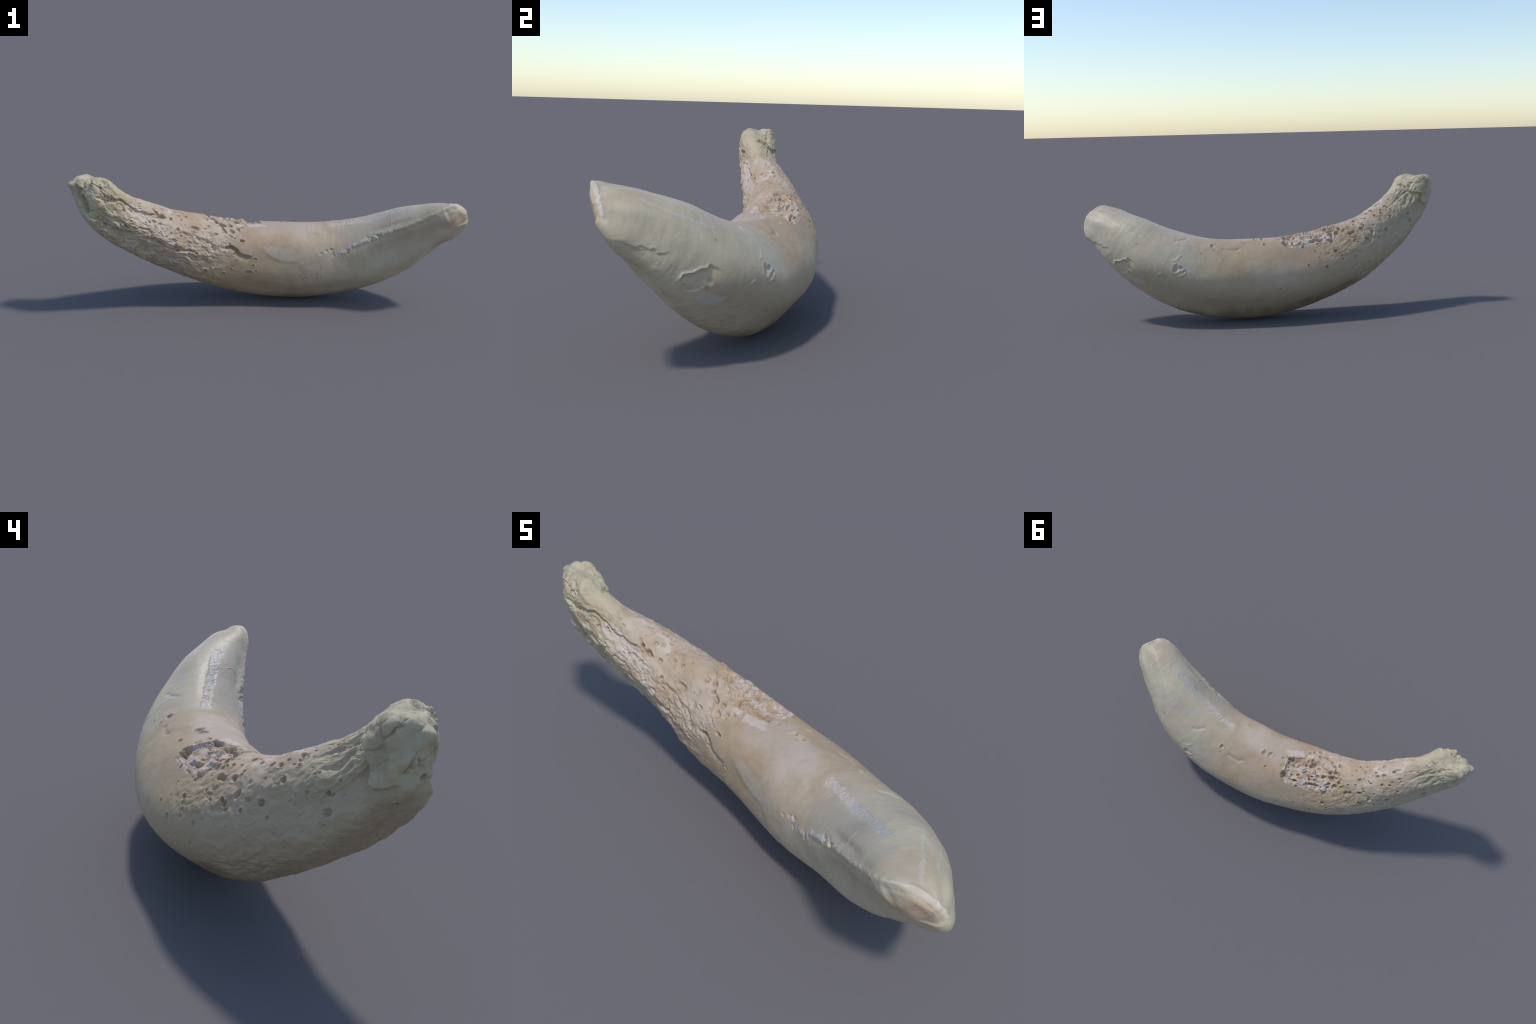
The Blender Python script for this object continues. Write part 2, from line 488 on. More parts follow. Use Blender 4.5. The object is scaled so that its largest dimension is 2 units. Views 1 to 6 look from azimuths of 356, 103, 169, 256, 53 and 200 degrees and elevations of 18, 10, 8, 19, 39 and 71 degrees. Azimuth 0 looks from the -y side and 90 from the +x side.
# collar of the apex seen from the far end and from above
step_edge([(0.932, -31), (0.937, -19), (0.935, -1), (0.930, 8), (0.931, 34), (0.942, 70), (0.942, 84), (0.931, 114), (0.929, 120),
           (0.932, 127), (0.943, 134), (0.953, 141), (0.956, 153)], 0.003, 0.010, 0.005, 0.020, 0.016, undercut=0.003)
for track, w, dep in [
    ([(0.975, -62), (0.962, -73), (0.947, -77), (0.930, -73)], 0.005, 0.007),
    ([(0.915, -66), (0.901, -68), (0.890, -75)], 0.004, 0.005),
    ([(0.857, -101), (0.843, -89), (0.832, -85), (0.817, -81)], 0.005, 0.006),
    ([(0.820, -60), (0.795, -61)], 0.005, 0.006),
    ([(0.915, -96), (0.902, -101), (0.889, -104), (0.864, -113), (0.847, -123)], 0.005, 0.007),
    ([(0.835, -64), (0.823, -68)], 0.004, 0.006),
    ([(0.688, -57), (0.668, -61), (0.653, -61)], 0.004, 0.006),
    ([(0.817, -101), (0.800, -98), (0.780, -94), (0.752, -92), (0.727, -94), (0.704, -89), (0.682, -84)], 0.005, 0.007),
    ([(0.742, -57), (0.725, -58), (0.711, -58)], 0.005, 0.006),
    ([(0.797, -79), (0.782, -81)], 0.004, 0.004),
    ([(0.667, -63), (0.651, -64)], 0.004, 0.004),
    ([(0.782, -137), (0.770, -148)], 0.004, 0.005),
    ([(0.908, -96), (0.889, -99), (0.867, -97), (0.849, -95)], 0.006, 0.006),
    ([(0.925, -112), (0.901, -104), (0.890, -109)], 0.006, 0.006),
    ([(0.978, -125), (0.966, -134), (0.954, -140), (0.945, -145)], 0.016, 0.036),
    ([(0.978, -49), (0.968, -72), (0.952, -86), (0.937, -80), (0.920, -63)], 0.007, 0.008),
    ([(0.928, 9), (0.910, 2), (0.900, 7), (0.884, 8)], 0.007, 0.006),
    ([(0.926, 26), (0.912, 21), (0.907, 31), (0.897, 42), (0.875, 35)], 0.008, 0.006),
    ([(0.933, -9), (0.900, 0), (0.860, 20)], 0.006, 0.005),
    ([(0.937, 43), (0.906, 64), (0.874, 74)], 0.006, 0.005),
    ([(0.940, 49), (0.915, 65), (0.895, 81)], 0.006, 0.004),
    ([(0.957, 9), (0.947, 8), (0.936, 17)], 0.008, 0.010),
    ([(0.985, 131), (0.990, 146)], 0.004, 0.005),
    ([(0.957, 95), (0.960, 117), (0.967, 118), (0.975, 126)], 0.004, 0.005),
    ([(0.972, 135), (0.972, 151), (0.975, 154), (0.973, 174)], 0.004, 0.006),
    ([(0.826, -5), (0.837, -11), (0.852, -11)], 0.006, 0.009),
    ([(0.352, -71), (0.340, -71)], 0.006, 0.003),
]:
    groove(track, w, dep)
# crown: ragged lip of the broken enamel, flake scar, little arcs
step_edge([(0.025, 148), (0.034, 137), (0.050, 132), (0.066, 123), (0.084, 117), (0.106, 108)], 0.0012, 0.0038, 0.007, 0.016, 0.030, e=0.3, wobble=0.014)
ridge_line([(0.153, -38), (0.146, -45), (0.150, -54), (0.154, -59)], 0.0032, 0.002)
ridge_line([(0.239, 79), (0.249, 76), (0.253, 69), (0.257, 63)], 0.006, 0.0022)
ridge_line([(0.260, 99), (0.274, 94), (0.279, 88)], 0.006, 0.0022)
ridge_line([(0.221, 105), (0.231, 100)], 0.006, 0.0018)
groove([(0.225, 40), (0.240, 32), (0.255, 16)], 0.009, 0.004)
groove([(0.340, 34), (0.363, 35), (0.379, 34), (0.395, 27)], 0.010, 0.005)
FLAKE = [(0.150, 101), (0.146, 106), (0.140, 111), (0.133, 119), (0.123, 125), (0.120, 132), (0.128, 138), (0.139, 143),
         (0.148, 141), (0.153, 134), (0.160, 125), (0.160, 115)]
LIP = [(0.148, 100), (0.148, 106), (0.140, 111), (0.133, 119), (0.123, 125), (0.123, 130), (0.125, 135)]
idx, d, s, u = track_field(LIP, 0.09, wobble=0.003)
H[idx] -= 0.0075 * sstep(-0.002, 0.005, s * d) * np.exp(-(d / 0.046) ** 2) * taper(u, 0.12)
step_edge([(0.124, 135), (0.133, 138), (0.144, 138), (0.153, 131), (0.160, 122)], 0.0004, 0.0034, 0.003, 0.008, 0.022, high_side=-1, e=0.3, wobble=0.006)
ridge_line(LIP, 0.007, 0.0038, 0.15)
pit(0.160, 118, 0.009, 0.005, flat=1.2)
# chips along the crest
idx, d, s, u = track_field([(0.324, -67), (0.308, -75), (0.279, -79), (0.255, -70), (0.228, -67), (0.201, -67), (0.170, -65), (0.133, -67)], 0.03, wobble=0.006)
H[idx] -= 0.007 * sstep(0.05, 0.30, fbm(BASE[idx] * 34, 3, 91)) * np.exp(-(d / 0.014) ** 2)
H[idx] += 0.003 * fbm(BASE[idx] * 60, 2, 93) * np.exp(-(d / 0.012) ** 2)
groove([(0.190, -66), (0.176, -65)], 0.006, 0.008)
# white scar: shallow trench with cross ribs
SCAR = [(0.108, -21), (0.133, -20), (0.165, -22), (0.200, -22), (0.235, -19), (0.268, -17), (0.305, -15)]
idx, d, s, u = track_field(SCAR, 0.05, wobble=0.010)
k = 1 - sstep(0.011, 0.020, d + 0.008 * fbm(BASE[idx] * 40, 2, 97))
rows = np.sin(u * 0.47 * 2 * math.pi / 0.019 + 7 * fbm(BASE[idx] * 22, 2, 95))
H[idx] += k * (-0.0018 + 0.0016 * rows * band(u, 0.40, 0.90, 0.08) * sstep(-0.2, 0.3, fbm(BASE[idx] * 35, 2, 98)) + 0.0016 * fbm(BASE[idx] * 75, 2, 96))
# bright pits beside the crown on +y
for t, a, r, dep in [(0.256, 87, 0.016, 0.008), (0.265, 85, 0.010, 0.007), (0.273, 88, 0.007, 0.004)]:
    pit(t, a, r, dep, flat=1.5, rim=0.0015)

# === 4. lumps ================================================================
for t, a, r, h in [(0.945, -8, 0.026, 0.010), (0.951, 48, 0.022, 0.008), (0.978, 32, 0.024, 0.008), (0.957, -42, 0.040, 0.006),
                   (0.997, 154, 0.018, 0.010), (0.991, -92, 0.022, 0.008), (0.982, -62, 0.014, 0.008), (0.980, -69, 0.018, 0.006),
                   (0.940, -29, 0.024, 0.007), (0.963, -41, 0.036, 0.005), (0.700, 43, 0.016, 0.005), (0.970, 125, 0.010, 0.005)]:
    lump(t, a, r, (1.0 if t > 0.973 or t < 0.8 else 0.45) * h)

# === 5. the broken-open porous patch =========================================
PATCH = [(0.507, 25), (0.512, 16), (0.517, 5), (0.512, -8), (0.555, -14), (0.587, -16), (0.611, -14), (0.638, -4), (0.674, -3),
         (0.685, 12), (0.680, 23), (0.645, 36), (0.620, 33), (0.587, 34), (0.550, 32), (0.515, 32)]
idx, sd = outline_field(PATCH, 0.13, wobble=0.016)
sd = sd + 0.030 * fbm(BASE[idx] * 20, 3, 99)
m = sstep(-0.006, 0.010, sd)
X = BASE[idx] + 0.012 * np.stack([fbm(BASE[idx] * 24, 2, s) for s in (101, 102, 103)], 1)
k1, k2 = fbm(X * 13, 2, 105), fbm(X * 26, 2, 107)
w1, w2 = worley(X * 21, 7)
cells = sstep(0.50, 0.30, w1)                                  # rounded hollows
shelf = sstep(-0.03, 0.02, k1) * 0.6 + sstep(0.15, 0.19, k1) * 0.4   # broken shelves
H[idx] += m * (-0.016 + 0.018 * shelf + 0.007 * k2 - 0.010 * cells * sstep(-0.15, 0.10, k2 + k1) + 0.0015 * fbm(X * 70, 2, 109))
halo = sstep(-0.045, -0.004, sd) * (1 - m)
H[idx] -= halo * 0.006 * sstep(0.22, 0.28, k2 + 0.4 * k1)
pocks = np.random.default_rng(23)
for _ in range(34):
    t, a = pocks.uniform(0.51, 0.69), pocks.uniform(-16, 36)
    if inside(PATCH, np.array([t]), np.array([a]))[0] or pocks.random() < 0.2:
        pit(t, a, pocks.uniform(0.004, 0.010), pocks.uniform(0.008, 0.016), flat=2, rim=0.001)
for t, a, r, dep in [(0.655, 9, 0.013, 0.020), (0.540, -7, 0.014, 0.016), (0.527, -6, 0.010, 0.012), (0.596, -9, 0.012, 0.014), (0.667, 23, 0.011, 0.014),
                     (0.592, 28, 0.010, 0.013), (0.550, 28, 0.008, 0.010), (0.662, 15, 0.009, 0.016), (0.631, 11, 0.011, 0.014),
                     (0.587, 14, 0.012, 0.009), (0.645, 29, 0.009, 0.010), (0.525, 14, 0.008, 0.010), (0.615, -3, 0.009, 0.010)]:
    pit(t, a, r, dep, flat=2)

# === 6. pores ================================================================
# (share of length, degrees, radius mm)
PORES = [
    (0.296, 52, 6.1), (0.319, 29, 11.9), (0.324, 40, 5.7), (0.368, -109, 7.9), (0.395, -107, 8.7), (0.428, -123, 6.2),
    (0.435, -4, 6.7), (0.438, 1, 13.2), (0.455, 0, 10.4), (0.457, 21, 8.5), (0.459, -4, 8.9), (0.482, 103, 6.9),
    (0.500, 106, 7.0), (0.499, -3, 10.0), (0.515, 27, 10.4), (0.522, 32, 6.6), (0.526, -96, 6.1), (0.531, -76, 6.0),
    (0.535, -87, 6.0), (0.537, 29, 6.6), (0.545, -100, 9.5), (0.550, 28, 10.3), (0.555, 72, 7.6), (0.557, 36, 8.5),
    (0.575, -51, 8.1), (0.575, -27, 8.1), (0.581, -82, 4.7), (0.588, -31, 8.7), (0.591, -100, 6.1), (0.591, -72, 6.0),
    (0.597, 81, 9.7), (0.605, -112, 7.8), (0.606, -37, 14.6), (0.609, -26, 8.8), (0.617, 28, 6.3), (0.625, -12, 5.3),
    (0.627, -27, 9.4), (0.629, -39, 6.0), (0.633, 60, 11.8), (0.634, -25, 10.4), (0.643, 71, 7.6), (0.650, -116, 10.4),
    (0.649, -44, 5.9), (0.649, -21, 8.3), (0.652, -68, 6.0), (0.657, 113, 4.5), (0.657, 13, 10.6), (0.657, -92, 4.3),
    (0.661, -12, 10.4), (0.667, 67, 2.7), (0.667, -62, 6.9), (0.672, 113, 4.1), (0.672, -1, 7.5), (0.672, 10, 9.1),
    (0.673, 34, 3.6), (0.675, -33, 3.0), (0.677, -17, 10.5), (0.679, -14, 11.7), (0.680, -38, 5.2), (0.682, 50, 5.4),
    (0.685, 24, 6.5), (0.687, -88, 7.7), (0.692, 35, 2.6), (0.692, 53, 5.4), (0.692, 21, 4.6), (0.692, 41, 3.5),
    (0.697, 35, 11.3), (0.697, 53, 3.0), (0.700, 59, 6.3), (0.703, -24, 3.5), (0.705, 19, 5.6), (0.707, -42, 12.1),
    (0.707, 35, 11.2), (0.707, -147, 4.4), (0.711, -58, 5.5), (0.712, -71, 3.7), (0.723, -132, 6.0), (0.725, -11, 3.7),
    (0.725, 18, 4.6), (0.725, 59, 8.4), (0.730, 63, 7.4), (0.732, 35, 11.6), (0.732, -98, 9.4), (0.735, -21, 7.6),
    (0.737, 8, 7.7), (0.742, -15, 4.3), (0.745, 31, 6.5), (0.752, -10, 5.5), (0.752, -79, 7.6), (0.752, -55, 10.7),
    (0.752, -23, 4.3), (0.752, 54, 10.3), (0.760, 72, 5.6), (0.760, -120, 6.0), (0.762, 11, 6.2), (0.765, -15, 4.6),
    (0.767, 15, 5.0), (0.772, -25, 4.3), (0.775, -79, 8.5), (0.775, -38, 7.7), (0.782, -97, 5.9), (0.782, -8, 6.5),
    (0.787, 1, 12.5), (0.790, -17, 6.2), (0.794, 49, 3.2), (0.792, 67, 11.7), (0.795, 20, 7.4), (0.797, -135, 5.1),
    (0.800, -41, 12.4), (0.800, 87, 6.6), (0.800, -58, 5.6), (0.802, -23, 10.8), (0.804, 0, 14.1), (0.814, 23, 6.6),
    (0.815, -145, 6.8), (0.817, -61, 7.8), (0.817, -39, 7.7), (0.822, 15, 6.3), (0.827, -66, 5.6), (0.827, 45, 12.0),
    (0.831, -8, 7.8), (0.842, 10, 9.2), (0.844, 17, 6.6), (0.845, 26, 3.9), (0.850, -142, 6.8), (0.852, 13, 2.7),
    (0.855, -94, 7.5), (0.865, -39, 5.6), (0.869, -103, 9.2), (0.869, -86, 5.7), (0.870, 46, 3.4), (0.872, 116, 8.4),
    (0.879, 90, 6.7), (0.883, -63, 5.7), (0.884, 97, 4.6), (0.887, -124, 5.8), (0.895, -74, 7.9), (0.896, -18, 3.7),
    (0.901, -147, 9.2), (0.904, -128, 6.6), (0.916, -73, 4.9), (0.928, -126, 5.8), (0.934, 163, 6.2), (0.937, -80, 4.5),
    (0.940, -87, 5.7), (0.945, -123, 8.2), (0.958, -88, 7.4), (0.966, 177, 10.5), (0.980, -40, 9.9), (0.980, -73, 5.7),
]
vary = np.random.default_rng(3)
for t, a, r in PORES:
    r *= 0.00085 * (0.75 + 0.5 * vary.random())
    pit(t, a, r, min((1.3 + vary.random()) * r, 0.014) if t > 0.5 else 0.8 * r, stretch=1 + 0.7 * vary.random() ** 2, flat=1.4 + 1.4 * vary.random(), rim=0.0012)
rng = np.random.default_rng(11)
for _ in range(520):                        # small unplaced pores of the root
    t, a = rng.uniform(0.58, 0.95), rng.uniform(-158, 85)
    if a > -45 and rng.random() < 0.5:
        continue
    r = 0.0016 + 0.0034 * rng.random() ** 2
    pit(t, a, r, r * 1.4, stretch=rng.uniform(1, 2.0))
for _ in range(40):
    t, a = rng.uniform(0.55, 0.9), rng.uniform(75, 210)
    pit(t, a, rng.uniform(0.002, 0.004), 0.003, stretch=2.0)

# the innermost rings at both ends share one height, so the ends close smoothly
ring = H.reshape(ROWS, COLS)
for r0 in (0, ROWS - 1):
    for k in range(7):
        r = abs(r0 - k)
        f = 1 - k / 7
        ring[r] = ring[r] * (1 - f) + f * ring[r].mean()
CO = BASE + NORM * H[:, None]
GRID = CO.reshape(ROWS, COLS, 3)             # close both ends with a small even disc
for r0, rk in ((0, 7), (ROWS - 1, ROWS - 8)):
    hub = GRID[rk].mean(0)
    for k in range(7):
        GRID[r0 + k if r0 == 0 else r0 - k] = hub + (GRID[rk] - hub) * (math.sin(0.03 + 0.0395 * k) / math.sin(0.03 + 0.0395 * 7))
CO[:, 2] -= CO[:, 2].min()

# --- mesh, split into anatomical parts ---------------------------------------
r_, c_ = np.meshgrid(np.arange(ROWS - 1), np.arange(COLS), indexing="ij")
c2 = (c_ + 1) % COLS
quads = np.stack([r_ * COLS + c_, r_ * COLS + c2, (r_ + 1) * COLS + c2, (r_ + 1) * COLS + c_], -1).reshape(-1, 4)
P0, P1 = CO[:COLS].mean(0), CO[-COLS:].mean(0)
VERT = np.vstack([CO, P0, P1])
nv = len(CO)
j = np.arange(COLS)
capA = np.stack([np.full(COLS, nv), (j + 1) % COLS, j], 1)
base = (ROWS - 1) * COLS
capB = np.stack([np.full(COLS, nv + 1), base + j, base + (j + 1) % COLS], 1)
# outward orientation
n = np.cross(VERT[quads[5000, 1]] - VERT[quads[5000, 0]], VERT[quads[5000, 2]] - VERT[quads[5000, 0]])
if n @ NORM[quads[5000, 0]] < 0:
    quads, capA, capB = quads[:, ::-1], capA[:, ::-1], capB[:, ::-1]

wob = 0.012 * fbm(BASE * 14, 2, 120)
collar_a = np.array([-180, -120, -75, -55, -30, -19, 2, 24, 62, 101, 124, 156, 180])
collar_t = np.array([0.957, 0.950, 0.945, 0.925, 0.934, 0.940, 0.932, 0.934, 0.945, 0.933, 0.934, 0.957, 0.957])
LABEL = np.full(len(CO), 1)
LABEL[T < 0.30 + 0.02 * np.cos(A - 1.0) + wob] = 0
LABEL[T > np.interp(DEG, collar_a, collar_t)] = 2
pi_, psd = idx, sd
LABEL[pi_[psd > 0.0]] = 3
SPAN = {"crown": (0.0, 0.36), "root": (0.24, 0.97), "root_apex": (0.9, 1.0), "porous_patch": (0.5, 0.7)}
PARTS = ["crown", "root", "root_apex", "porous_patch"]


def fill(me, verts, faces4, faces3):
    nl = len(faces4) * 4 + len(faces3) * 3
    me.vertices.add(len(verts))
    me.vertices.foreach_set("co", verts.astype(np.float32).ravel())
    me.loops.add(nl)
    me.loops.foreach_set("vertex_index", np.concatenate([faces4.ravel(), faces3.ravel()]).astype(np.int32))
    me.polygons.add(len(faces4) + len(faces3))
    st = np.concatenate([np.arange(len(faces4)) * 4, len(faces4) * 4 + np.arange(len(faces3)) * 3]).astype(np.int32)
    me.polygons.foreach_set("loop_start", st)
    me.polygons.foreach_set("use_smooth", np.ones(len(st), bool))
    me.update(calc_edges=True)


whole = bpy.data.meshes.new("whole")
tri = np.vstack([capA, capB])
fill(whole, VERT, quads, tri)
VN = np.empty(len(VERT) * 3, np.float32)
whole.vertex_normals.foreach_get("vector", VN)
VN = VN.reshape(-1, 3)
bpy.data.meshes.remove(whole)

qlab = np.sort(LABEL[quads], 1)[:, 1]
tlab = np.concatenate([np.full(COLS, 0), np.full(COLS, 2)])

# --- material ----------------------------------------------------------------
def srgb(r, g, b):
    f = lambda c: c / 12.92 if c <= 0.04045 else ((c + 0.055) / 1.055) ** 2.4
    return (f(r / 255), f(g / 255), f(b / 255), 1)


class Nodes:
    def __init__(self, mat):
        self.t = mat.node_tree
        self.n, self.l = self.t.nodes, self.t.links

    def put(self, sock, v):
        if isinstance(v, bpy.types.NodeSocket):
            self.l.new(v, sock)
        else:
            sock.default_value = v

    def math(self, op, a, b=0.0, clamp=False):
        m = self.n.new("ShaderNodeMath")
        m.operation, m.use_clamp = op, clamp
        self.put(m.inputs[0], a)
        self.put(m.inputs[1], b)
        return m.outputs[0]

    def vec(self, op, a, b=None, scale=None):
        m = self.n.new("ShaderNodeVectorMath")
        m.operation = op
        self.put(m.inputs[0], a)
        if b is not None:
            self.put(m.inputs[1], b)
        if scale is not None:
            self.put(m.inputs["Scale"], scale)
        return m.outputs["Value"] if op in ("DOT_PRODUCT", "LENGTH", "DISTANCE") else m.outputs["Vector"]

    def ramp(self, v, a, b, lo=0.0, hi=1.0):
        m = self.n.new("ShaderNodeMapRange")
        m.interpolation_type = "SMOOTHSTEP"
        self.put(m.inputs[0], v)
        for i, x in zip((1, 2, 3, 4), (a, b, lo, hi)):
            m.inputs[i].default_value = x
        return m.outputs[0]

    def noise(self, p, scale, detail=3.0, rough=0.55, colour=False):
        m = self.n.new("ShaderNodeTexNoise")
        self.put(m.inputs["Vector"], p)
        m.inputs["Scale"].default_value = scale
        m.inputs["Detail"].default_value = detail
        m.inputs["Roughness"].default_value = rough
        return m.outputs["Color" if colour else "Fac"]

    def mix(self, fac, a, b, mode="MIX"):
        m = self.n.new("ShaderNodeMix")
        m.data_type, m.blend_type = "RGBA", mode
        self.put(m.inputs[0], fac)
        self.put(m.inputs[6], a)
        self.put(m.inputs[7], b)
        return m.outputs[2]

    def rod(self, p, a, b):
        """Distance from p to the segment a-b."""
        a, b = Vector(a), Vector(b)
        ab = b - a
        ap = self.vec("SUBTRACT", p, tuple(a))
        h = self.math("MULTIPLY", self.vec("DOT_PRODUCT", ap, tuple(ab)), 1.0 / max(ab.length_squared, 1e-9), clamp=True)
        along = self.vec("SCALE", tuple(ab), scale=h)
        return self.vec("LENGTH", self.vec("SUBTRACT", ap, along))

    def jitter(self, p, scale, amount):
        """p pushed about by three noises (kept as plain numbers)."""
        c = self.n.new("ShaderNodeCombineXYZ")
        for i, off in enumerate(((0, 0, 0), (7.1, 3.3, 1.7), (2.9, 8.4, 5.6))):
            q = self.vec("ADD", p, off)
            self.put(c.inputs[i], self.math("MULTIPLY", self.math("SUBTRACT", self.noise(q, scale, 2), 0.5), amount))
        return self.vec("ADD", p, c.outputs[0])

    def streak(self, p, track):
        """Distance from p to a track laid on the body."""
        pts = [tuple(loft(np.array([t]), np.radians([a]))[0] - DROP) for t, a in track]
        if len(pts) == 1:
            return self.vec("DISTANCE", p, pts[0])
        d = None
        for a, b in zip(pts[:-1], pts[1:]):
            e = self.rod(p, a, b)
            d = e if d is None else self.math("MINIMUM", d, e)
        return d


DROP = np.array([0, 0, (BASE + NORM * H[:, None])[:, 2].min()])


def tooth_material(name, t0, t1):
    """Old tooth: the same recipe on every part; only marks between t0 and t1 are added."""
    mat = bpy.data.materials.new(name)
    mat.use_nodes = True
    N = Nodes(mat)
    bsdf = N.n["Principled BSDF"]
    co = N.n.new("ShaderNodeTexCoord").outputs["Object"]
    nmid = N.noise(co, 14, 4)
    pw = N.jitter(co, 26, 0.018)          # ragged edges
    pb = N.jitter(co, 9, 0.10)            # cloudy edges
    sb = N.n.new("ShaderNodeSeparateXYZ")
    N.l.new(pb, sb.inputs[0])
    xb = sb.outputs[0]

    col = N.mix(N.ramp(N.noise(co, 3.2, 4), 0.40, 0.62), srgb(*TAN), srgb(*PINK))
    # both ends are creamy green, the crown greyer
    col = N.mix(N.ramp(xb, -0.56, -0.84), col, srgb(*APEX))
    rosy = N.ramp(N.noise(N.vec("ADD", co, (3.1, 0.7, 1.9)), 5.5, 3), 0.46, 0.66, 1.0, 0.55)
    col = N.mix(N.math("MULTIPLY", N.ramp(xb, 0.18, 0.56), rosy), col, srgb(*GREEN))
    col = N.mix(N.math("MULTIPLY", N.ramp(nmid, 0.40, 0.68, 0.0, 0.50), N.ramp(xb, 0.5, 0.1, 0.35, 1.0)), col, srgb(*DARKTAN))
    col = N.mix(N.ramp(N.noise(co, 60, 3), 0.50, 0.72, 0.0, 0.16), col, srgb(*PALE))
    blotch = N.math("MULTIPLY", N.math("SUBTRACT", N.noise(co, 34, 5, 0.62), 0.5), 2.1)
    for p, edge, colour, broken, marks in MARKS:
        field = None                      # strongest of all marks of this colour
        for track, r, amount in marks:
            if max(q[0] for q in track) < t0 or min(q[0] for q in track) > t1:
                continue
            if p == "blotchy":
                f = N.ramp(N.streak(pw, track), r * 1.35, r * 0.25, 0, amount)
            else:
                f = N.ramp(N.streak(pb if p == "cloudy" else pw, track), r, r * edge, 0, amount)
            field = f if field is None else N.math("MAXIMUM", field, f)
        if field is not None:
            if p == "blotchy":            # broken, worn-looking cover
                field = N.math("MULTIPLY", N.ramp(N.math("ADD", field, N.math("MULTIPLY", blotch, N.ramp(field, 0.0, 0.08))), 0.28, 0.64), edge)
            elif broken:
                field = N.math("MULTIPLY", field, N.ramp(nmid, 0.33, 0.56, broken, 1.0))
            col = N.mix(field, col, srgb(*colour))
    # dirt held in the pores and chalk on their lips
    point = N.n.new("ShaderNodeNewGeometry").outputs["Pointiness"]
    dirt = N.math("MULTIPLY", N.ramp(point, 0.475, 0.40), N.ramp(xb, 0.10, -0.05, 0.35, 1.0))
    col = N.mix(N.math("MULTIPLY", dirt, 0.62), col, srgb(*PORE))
    chalk = N.math("MULTIPLY", N.ramp(point, 0.52, 0.58), N.ramp(nmid, 0.35, 0.6, 0.2, 1.0))
    col = N.mix(N.math("MULTIPLY", chalk, 0.45), col, srgb(*WHITE))
    N.l.new(col, bsdf.inputs["Base Color"])
    bsdf.inputs["Roughness"].default_value = 0.45 if t0 == 0 else 0.62
    bsdf.inputs["Specular IOR Level"].default_value = 0.25
    bump = N.n.new("ShaderNodeBump")
    bump.inputs["Strength"].default_value = 0.25
    bump.inputs["Distance"].default_value = 0.003
    N.l.new(N.noise(co, 160, 4), bump.inputs["Height"])
    N.l.new(bump.outputs[0], bsdf.inputs["Normal"])
    return mat


# base colours (sRGB)
TAN, PINK, GREEN, APEX = (179, 155, 127), (189, 170, 150), (193, 180, 155), (189, 177, 149)
FLANK, BROWN_BAND, DARKTAN, PALE = (176, 159, 133), (138, 112, 86), (156, 135, 108), (196, 182, 166)
GREY, LILAC, WHITE, BLUEWHITE, STRIPE = (164, 152, 141), (187, 173, 162), (197, 181, 168), (184, 176, 169), (192, 188, 173)
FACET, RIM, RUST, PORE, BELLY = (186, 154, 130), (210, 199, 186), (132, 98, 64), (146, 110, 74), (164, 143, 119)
FACET_FLOOR = [(0.028, -103), (0.012, -122)]
FACET_RIM = [(0.020, -57), (0.007, -46), (0.004, -9), (0.004, 31), (0.005, 71), (0.008, 100), (0.010, 119), (0.013, 130)]

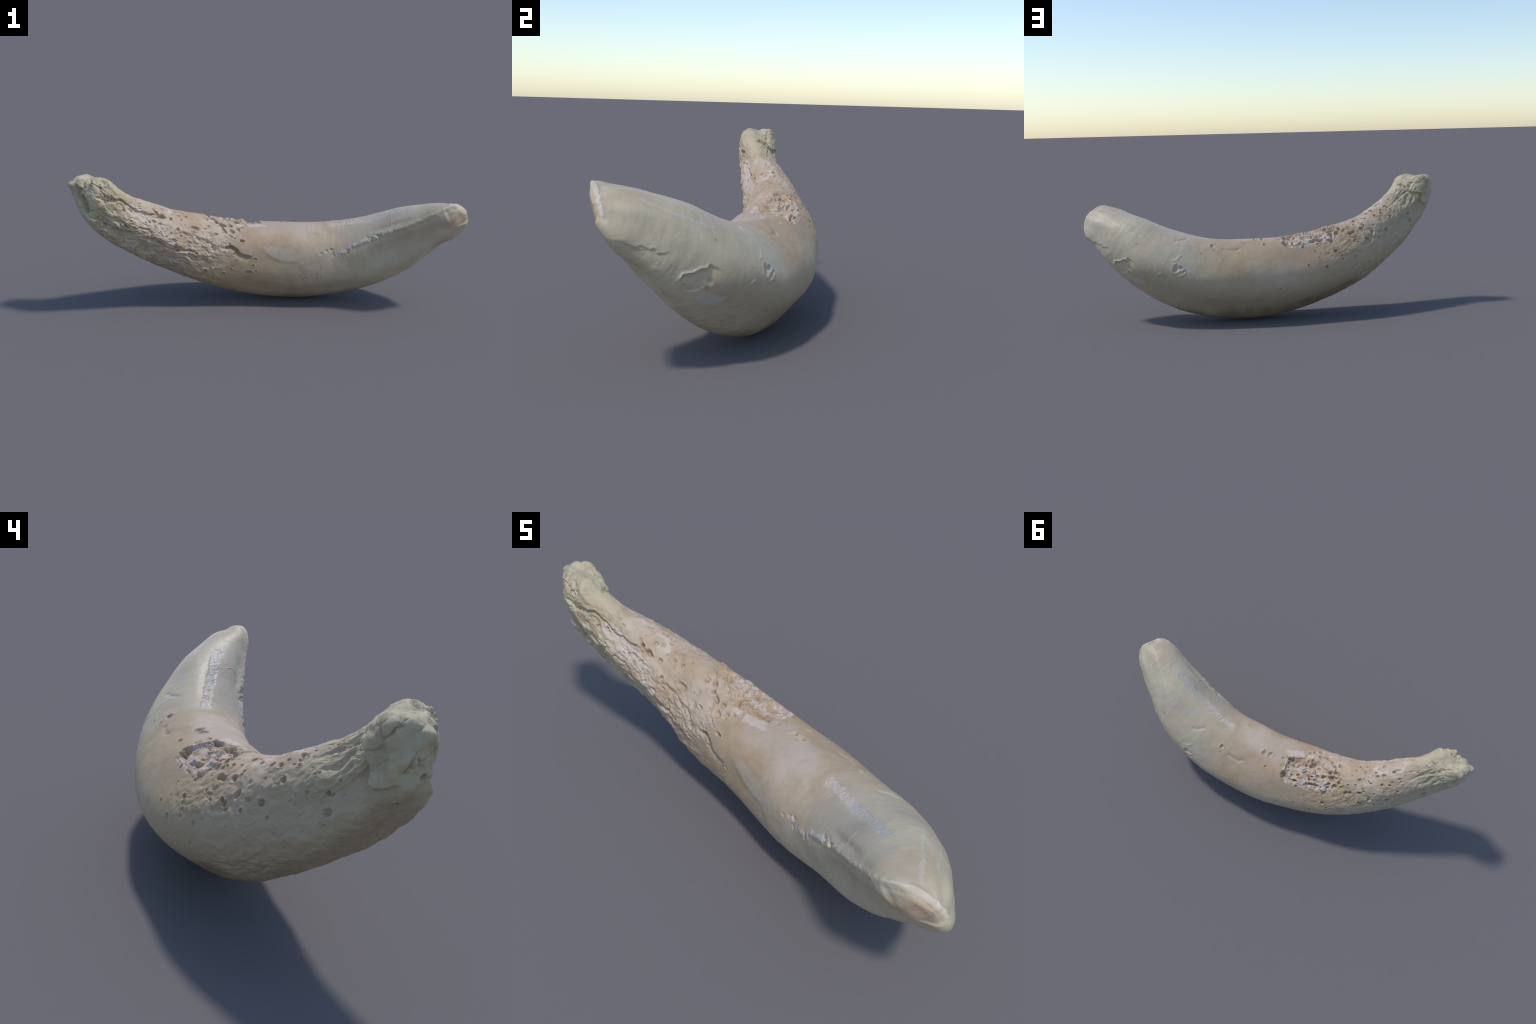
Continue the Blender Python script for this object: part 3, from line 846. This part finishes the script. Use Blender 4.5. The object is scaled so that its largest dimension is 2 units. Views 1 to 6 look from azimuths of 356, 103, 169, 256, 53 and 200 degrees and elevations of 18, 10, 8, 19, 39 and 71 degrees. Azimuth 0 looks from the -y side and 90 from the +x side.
# marks: (edge kind, how far the edge fades, colour, least cover where broken up, [(track, reach, strength)])
MARKS = [
    ("cloudy", 0.35, FLANK, 0, [([(0.195, 122), (0.344, 121), (0.493, 121), (0.645, 122), (0.797, 128), (0.899, 130)], 0.17, 0.75)]),  # shading of the lower +y flank, tinted into the colour
    ("cloudy", 0.30, BROWN_BAND, 0.35, [([(0.395, 159), (0.544, 157), (0.655, 151)], 0.10, 0.75)]),
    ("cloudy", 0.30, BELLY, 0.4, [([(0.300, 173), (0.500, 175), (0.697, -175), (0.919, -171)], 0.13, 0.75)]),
    ("cloudy", 0.30, GREY, 0, [([(0.260, -49), (0.193, -48), (0.123, -49)], 0.10, 0.45)]),
    ("cloudy", 0.55, LILAC, 0, [([(0.393, -23), (0.450, -14), (0.507, -20)], 0.095, 0.4), ([(0.490, -65), (0.441, -73), (0.395, -71)], 0.035, 0.5)]),
    ("cloudy", 0.40, FACET, 0, [(FACET_FLOOR, 0.075, 0.65)]),
    ("blotchy", 0.85, WHITE, 0, [
        ([(0.225, -21), (0.268, -17), (0.303, -15)], 0.022, 0.9),
        ([(0.522, 10), (0.548, 5), (0.590, 7), (0.632, 15), (0.648, 28), (0.592, 26), (0.535, 27)], 0.042, 0.62),
        ([(0.507, -16), (0.542, -20), (0.580, -22)], 0.034, 0.5),
        ([(0.880, -62), (0.839, -61), (0.797, -63)], 0.040, 0.75), ([(0.854, -76), (0.807, -74)], 0.03, 0.6),
        ([(0.844, -8), (0.799, -4), (0.787, -19)], 0.035, 0.5), ([(0.772, -82), (0.757, -84)], 0.03, 0.7),
        ([(0.772, 2), (0.737, 21)], 0.03, 0.4)]),
    ("blotchy", 0.80, BLUEWHITE, 0, [
        ([(0.108, -21), (0.165, -22), (0.216, -22)], 0.022, 0.9),
        ([(0.256, 85), (0.282, 82)], 0.020, 0.7), ([(0.170, 136), (0.190, 134)], 0.035, 0.65), ([(0.239, 76), (0.255, 65)], 0.012, 0.6),
        ([(0.230, 38), (0.250, 20)], 0.014, 0.6), ([(0.509, -57)], 0.014, 0.7), ([(0.498, 129), (0.493, 134)], 0.016, 0.5),
        ([(0.153, 31), (0.178, 27), (0.198, 18)], 0.024, 0.5), ([(0.323, -67), (0.295, -77), (0.260, -70), (0.212, -67)], 0.014, 0.6)]),
    ("blotchy", 0.6, STRIPE, 0, [
        ([(0.015, -20), (0.030, -10), (0.068, 7), (0.098, 19), (0.120, 27), (0.140, 29)], 0.009, 0.7),
        ([(0.048, 27), (0.072, 40), (0.105, 49), (0.128, 52), (0.158, 52)], 0.009, 0.7)]),
    ("ragged", 0.15, RIM, 0, [(FACET_RIM, 0.017, 0.62), ([(0.148, 106), (0.140, 111), (0.133, 119), (0.123, 125), (0.120, 133)], 0.009, 0.8)]),
    ("ragged", 0.30, RUST, 0, [([(0.188, -85)], 0.009, 0.5), ([(0.174, -83)], 0.007, 0.6), ([(0.155, 70)], 0.009, 0.5),
                               ([(0.161, 125)], 0.011, 0.5), ([(0.129, 159)], 0.011, 0.5)]),
]


root = bpy.data.objects.new("canine_tooth", None)
root.empty_display_size = 0.2
root["label"] = "old curved canine tooth with porous root and worn crown"
root["category"] = "animal tooth"
bpy.context.scene.collection.objects.link(root)
for k, name in enumerate(PARTS):
    f4, f3 = quads[qlab == k], tri[tlab == k]
    used = np.unique(np.concatenate([f4.ravel(), f3.ravel()]))
    remap = np.full(len(VERT), -1)
    remap[used] = np.arange(len(used))
    me = bpy.data.meshes.new(name)
    fill(me, VERT[used], remap[f4], remap[f3])
    me.normals_split_custom_set_from_vertices(VN[used].tolist())
    me.materials.append(tooth_material('weathered_' + name, *SPAN[name]))
    ob = bpy.data.objects.new(name, me)
    ob.parent = root
    bpy.context.scene.collection.objects.link(ob)
